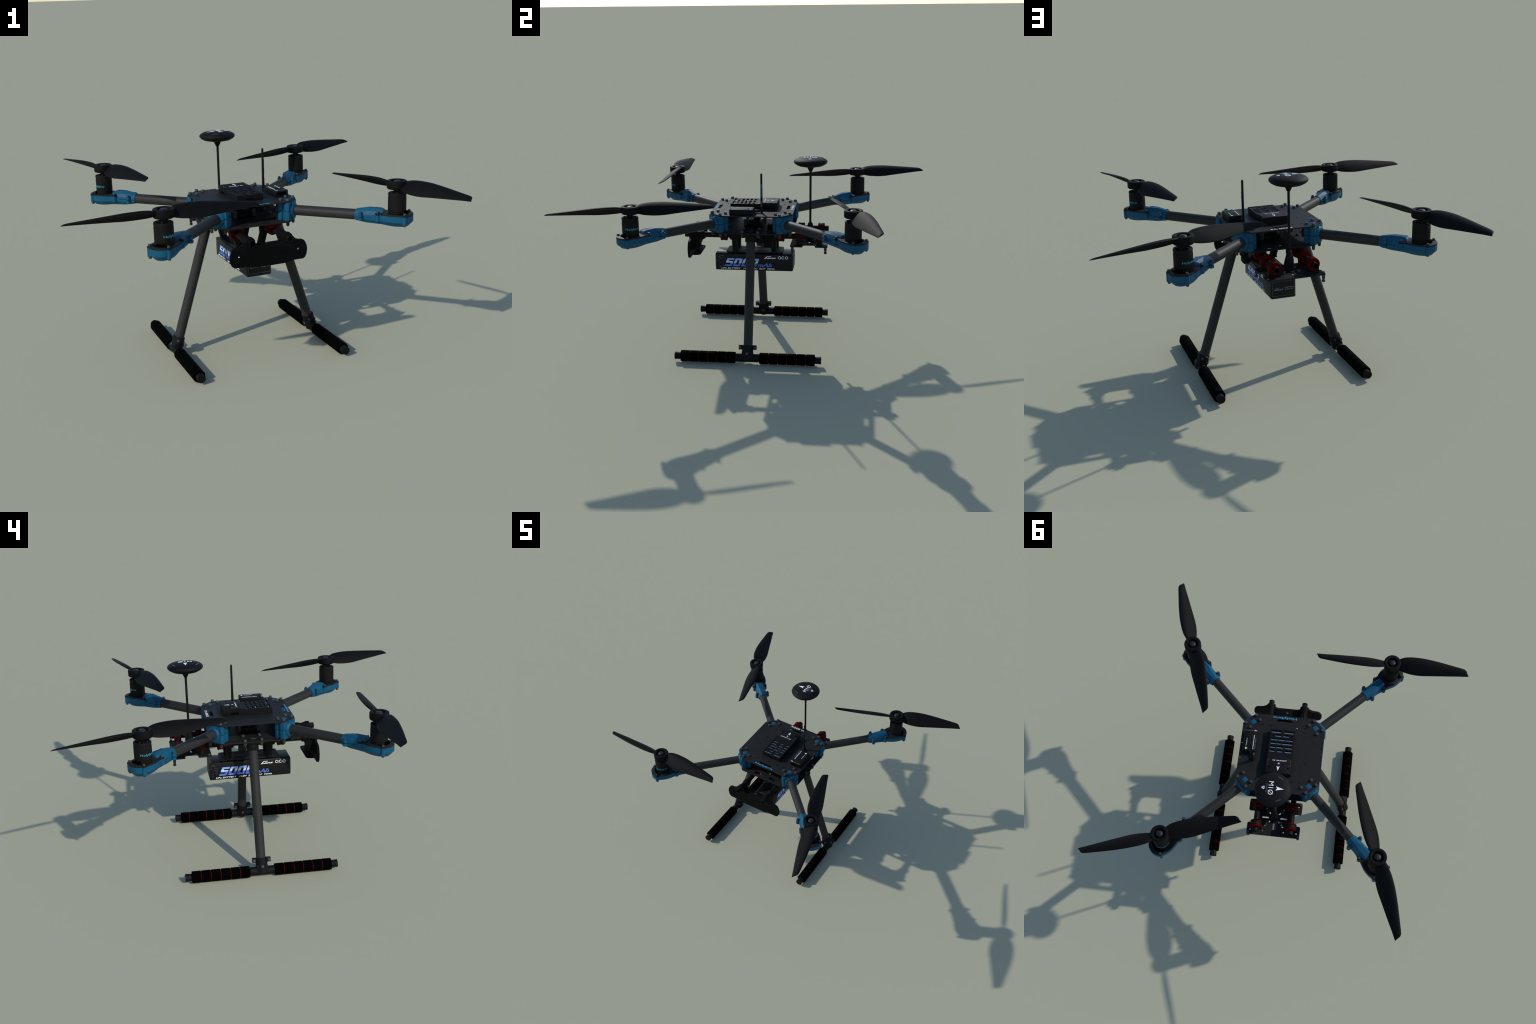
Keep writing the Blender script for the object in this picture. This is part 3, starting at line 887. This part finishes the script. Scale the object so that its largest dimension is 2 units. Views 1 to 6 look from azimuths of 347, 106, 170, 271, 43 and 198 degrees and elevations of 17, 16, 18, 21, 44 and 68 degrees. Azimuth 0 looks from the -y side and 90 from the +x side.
for s in (1, -1):
    def end_face(x, y, z, s=s):
        return (-s * x, s * (0.2550 + z) - 0.001, y)
    def at(cx, cy, f=end_face):
        return lambda x, y, z: f(x + cx, y + cy, z)
    lettering("printed_lettering", "ens", "grey_ink", 0.042, 0.008, at(-0.021, 0.5525), bat, bold=0.03, shear=0.45)
    flat_mark("printed_swash", [[(-0.058, 0.548), (-0.044, 0.565), (-0.024, 0.565), (-0.025, 0.5615), (-0.041, 0.5615), (-0.050, 0.551), (-0.042, 0.551), (-0.040, 0.548)]], "grey_ink", end_face, bat)
    ring_word(0.034, 0.5565, 0.0092, 0.0172, 0.003, "grey_ink", end_face, bat)
    o = rounded([(-0.0655, 0.515), (0.0655, 0.515), (0.0655, 0.601), (-0.0655, 0.601)], 0.003, 2)
    i = rounded([(-0.0645, 0.516), (0.0645, 0.516), (0.0645, 0.600), (-0.0645, 0.600)], 0.003, 2)
    flat_mark("printed_frame", [o, i], "grey_ink", end_face, bat)

outline = rounded([(-0.072, -0.168), (-0.060, -0.184), (0.060, -0.184), (0.072, -0.168), (0.072, 0.168), (0.060, 0.184), (-0.060, 0.184), (-0.072, 0.168)], 0.006, 3)
holes = [slot(sx * 0.052, y, 0.0075, 0.085) for sx in (1, -1) for y in (-0.045, 0.055)] + [slot(sx * 0.030, y, 0.0075, 0.07) for sx in (1, -1) for y in (-0.045, 0.055)] + [slot(sx * 0.05, y, 0.006, 0.02) for sx in (1, -1) for y in (0.165, -0.165)]
tr = link("battery_tray", sheet("battery_tray", outline, holes, PLATE, "carbon_sheet"), loc=(0, 0, 0.618))
b = Build()
for sx in (1, -1):                       # foam pads under the tray
    b.box((sx * 0.05, 0, 0.6148), (0.03, 0.30, 0.0046), "foam_black", 0.001)
link("tray_pad", b.mesh("tray_pad"), tr, loc=(0, 0, -0.618))
def strut():
    """slotted strap that slants from a rail down to the tray; local x is outward"""
    b = Build()
    def bar(x0, z0, x1, z1, w):
        b.prism([(x0 - w / 2, z0), (x0 + w / 2, z0), (x1 + w / 2, z1), (x1 - w / 2, z1)], -0.0165, 0.0165, "black_plastic", Matrix.Rotation(pi / 2, 4, "X"), bevel=0.0008)
    bar(0.053, 0.634, 0.081, 0.735, 0.0145)
    bar(0.0755, 0.634, 0.1035, 0.735, 0.0145)
    b.box((0.0635, 0, 0.6315), (0.044, 0.034, 0.011), "black_plastic", 0.001)
    b.cyl((RAIL_X - 0.008, -0.0285, RAIL_Z - 0.0005), (RAIL_X - 0.008, 0.0285, RAIL_Z - 0.0005), 0.0275, "black_plastic", 24, 0.001)
    b.box((0.088, 0, 0.728), (0.040, 0.052, 0.030), "black_plastic", 0.002)
    return b.mesh("tray_strut", 30)
STRUT = strut()
for sx in (1, -1):
    for y in (-0.1235, 0.130):
        link("tray_strut", STRUT, loc=(0, y, 0), rot=(0, 0, 0 if sx > 0 else pi))

# ------------------------------------------------------------------ flight controller on the upper plate
ZP = Z_TOP + PLATE
WINDOWS = [(0.0405, -0.131, 0.061, 0.0125), (-0.0395, -0.131, 0.061, 0.0125), (0.0255, -0.1055, 0.034, 0.011), (-0.0235, -0.1055, 0.037, 0.011),
           (0.048, -0.079, 0.042, 0.012), (-0.0005, -0.079, 0.043, 0.012), (-0.0485, -0.079, 0.041, 0.012),
           (0.054, -0.053, 0.034, 0.012), (0.0175, -0.053, 0.029, 0.012), (-0.0365, -0.053, 0.062, 0.012),
           (0.054, -0.0265, 0.034, 0.012), (0.009, -0.0265, 0.043, 0.012), (-0.0475, -0.0265, 0.043, 0.012),
           (0.0545, 0.0005, 0.033, 0.012), (0.0055, 0.0005, 0.031, 0.012), (-0.048, 0.0005, 0.042, 0.012)]
b = Build()
m = Matrix(((0, 0, 1, 0), (1, 0, 0, 0), (0, 1, 0, 0), (0, 0, 0, 1)))
b.prism([(0.0205, ZP + 0.0005), (0.153, ZP + 0.0005), (0.153, ZP + 0.044), (0.151, ZP + 0.0455), (0.062, ZP + 0.0455), (0.036, ZP + 0.0375), (0.0205, ZP + 0.0374)], -0.079, 0.079, "black_plastic", m, bevel=0.001)
b.box((0, -0.064, ZP + 0.0052), (0.1574, 0.168, 0.0094), "black_plastic", 0.0012)
for k in (-0.10, -0.045, 0.01, 0.075, 0.128):          # little ribs and port shadows along both sides
    for sx in (1, -1):
        b.box((sx * 0.0791, k, ZP + 0.012), (0.0016, 0.002, 0.022), "printed_plastic")
for sx in (1, -1):
    b.box((sx * 0.0791, 0.082, ZP + 0.0135), (0.0012, 0.048, 0.011), "dark_hole")
    b.box((sx * 0.059, 0.1145, ZP + 0.0454), (0.0095, 0.0095, 0.0008), "dark_hole", 0.0002)
b.box((0.0, -0.1482, ZP + 0.012), (0.05, 0.0012, 0.007), "dark_hole")
fc = link("flight_controller", b.mesh("flight_controller", 25))
grill_holes = [rounded([(x - w / 2, y - h / 2 - 0.0012), (x + w / 2, y - h / 2 - 0.0012), (x + w / 2, y + h / 2 + 0.0012), (x - w / 2, y + h / 2 + 0.0012)], 0.0012, 2) for x, y, w, h in WINDOWS]
grill_holes += [circle(sx * 0.0585, -0.1045, 0.0048, 12) for sx in (1, -1)]
gr = sheet("vent_grille", rounded([(-0.079, -0.1485), (0.079, -0.1485), (0.079, 0.0205), (-0.079, 0.0205)], 0.002, 2), grill_holes, 0.0270, "black_plastic")
link("vent_grille", gr, fc, loc=(0, 0, ZP + 0.0104))
b = Build()
for x, y, w, h in WINDOWS:              # bright cooling fins seen through the openings
    b.cyl((x - w / 2 - 0.001, y + 0.001, ZP + 0.0222), (x + w / 2 + 0.001, y + 0.001, ZP + 0.0222), 0.0086, "silver_metal", 20)
link("cooling_fin", b.mesh("cooling_fin"), fc, stuff=True)
def fc_top(x, y, z):
    return (x, y, ZP + 0.0460 + z)
flat_mark("printed_arrow", [[(0.003, 0.137), (0.0125, 0.105), (0.003, 0.111), (-0.0065, 0.105)]], "white_ink", fc_top, fc)
tri_mark(0.002, 0.0885, 0.0085, fc_top, fc)
lettering("printed_lettering", "pixhawk 6x", "white_ink", 0.090, 0.0125, lambda x, y, z: fc_top(x, y + 0.067, z), fc, shear=0.2)
for sx in (1, -1):
    flat_mark("printed_bracket", [[(sx * 0.062, 0.062), (sx * 0.0705, 0.062), (sx * 0.0705, 0.101), (sx * 0.062, 0.101), (sx * 0.062, 0.100), (sx * 0.0697, 0.100), (sx * 0.0697, 0.063), (sx * 0.062, 0.063)]], "grey_ink", fc_top, fc)

# ------------------------------------------------------------------ telemetry radio and its whip antenna
b = Build()
b.box((0.2, -0.057, ZP + 0.0183), (0.085, 0.150, 0.0355), "black_plastic", 0.0035)
b.box((0.2, -0.1323, ZP + 0.019), (0.055, 0.001, 0.016), "dark_hole")
b.cyl((0.171, 0.017, ZP + 0.013), (0.171, 0.052, ZP + 0.013), 0.0085, "black_plastic", 18, 0.001)
b.cyl((0.171, 0.017, ZP + 0.013), (0.171, 0.034, ZP + 0.013), 0.0105, "spinner_grey", 18, 0.001)
radio = link("telemetry_radio", b.mesh("telemetry_radio"))
def radio_top(x, y, z):                 # reads towards -y, its top towards +x
    return (0.2 + y, -0.057 - x, ZP + 0.0366 + z)
def at_radio(X, Y):
    return lambda x, y, z: radio_top(x - (Y + 0.057), y + X - 0.2, z)
lettering("printed_lettering", "Holybro", "white_ink", 0.05, 0.007, at_radio(0.2195, -0.042), radio, shear=0.25)
tri_mark(-0.0575, 0.0205, 0.0105, radio_top, radio)
lettering("printed_lettering", "SIK TELEMETRY RADIO", "white_ink", 0.098, 0.0062, at_radio(0.1765, -0.044), radio, bold=0.01)
lettering("printed_lettering", "915MHz 100mW", "grey_ink", 0.078, 0.0052, at_radio(0.1655, -0.034), radio, bold=0.01)
lettering("printed_lettering", "RX TX PWR", "grey_ink", 0.052, 0.007, lambda x, y, z: (0.214 + x, -0.124 + y, ZP + 0.0366 + z), radio)
lettering("printed_lettering", "USB", "white_ink", 0.017, 0.007, lambda x, y, z: (0.172 + x, -0.124 + y, ZP + 0.0366 + z), radio, bold=0.02)
b = Build()
b.lathe([(0.006, ZP + 0.002), (0.0088, ZP + 0.004), (0.0088, ZP + 0.020), (0.0080, ZP + 0.032), (0.0078, ZP + 0.06), (0.0072, ZP + 0.085), (0.0068, 1.05), (0.0065, 1.154), (0.0052, 1.159), (0.002, 1.1615), (0, 1.162)], "black_plastic", 20)
whip = link("whip_antenna", b.mesh("whip_antenna"), loc=(0.1705, 0.0645, 0))
def on_whip(c):
    def f(x, y, z):
        ang = y / 0.0062
        q = 0.0079 + z
        return (q * math.cos(ang), q * math.sin(ang), c - x)
    return f
lettering("printed_lettering", "Holybro RADIO", "antenna_ink", 0.082, 0.0085, on_whip(1.054), whip, bold=0.03)
lettering("printed_lettering", "915MHz", "grey_ink", 0.036, 0.0075, on_whip(0.969), whip, bold=0.02)

# ------------------------------------------------------------------ power board between the plates and a plug below
ZL = Z_BOT + PLATE
b = Build()
b.box((0, 0, ZL + 0.0090), (0.106, 0.106, 0.0160), "black_plastic", 0.002)
b.box((0.004, -0.002, ZL + 0.0245), (0.092, 0.070, 0.0110), "black_plastic", 0.002)
b.box((-0.012, 0.012, ZL + 0.0375), (0.045, 0.040, 0.013), "black_plastic", 0.002)
for sx in (1, -1):
    for sy in (1, -1):
        p = Matrix.Translation((sx * 0.0575, sy * 0.0570, ZL))
        b.lathe([(0.0100, 0.0003), (0.0100, 0.0165)], "nut_grey", 16, p)
        b.lathe([(0.0100, 0.0185), (0.0100, 0.032), (0.0085, 0.038), (0.004, 0.044), (0, 0.0455)], "nut_grey", 16, p)
link("power_board", b.mesh("power_board"))
b = Build()
b.box((0.12, 0.130, ZL + 0.0105), (0.04, 0.070, 0.020), "dark_hole", 0.002)
for k in range(4):
    b.box((0.12, 0.104 + k * 0.017, ZL + 0.024), (0.03, 0.007, 0.010), "dark_hole", 0.001)
b.box((0.105, -0.165, ZL + 0.006), (0.075, 0.022, 0.010), "black_plastic", 0.002)
link("wiring_block", b.mesh("wiring_block"))
b = Build()
b.box((0.172, 0.053, 0.7525), (0.036, 0.046, 0.079), "black_plastic", 0.003)
b.box((0.175, 0.105, 0.742), (0.042, 0.054, 0.100), "printed_plastic", 0.004)
b.box((0.175, 0.105, 0.698), (0.034, 0.044, 0.024), "black_plastic", 0.003)
link("power_plug", b.mesh("power_plug"))
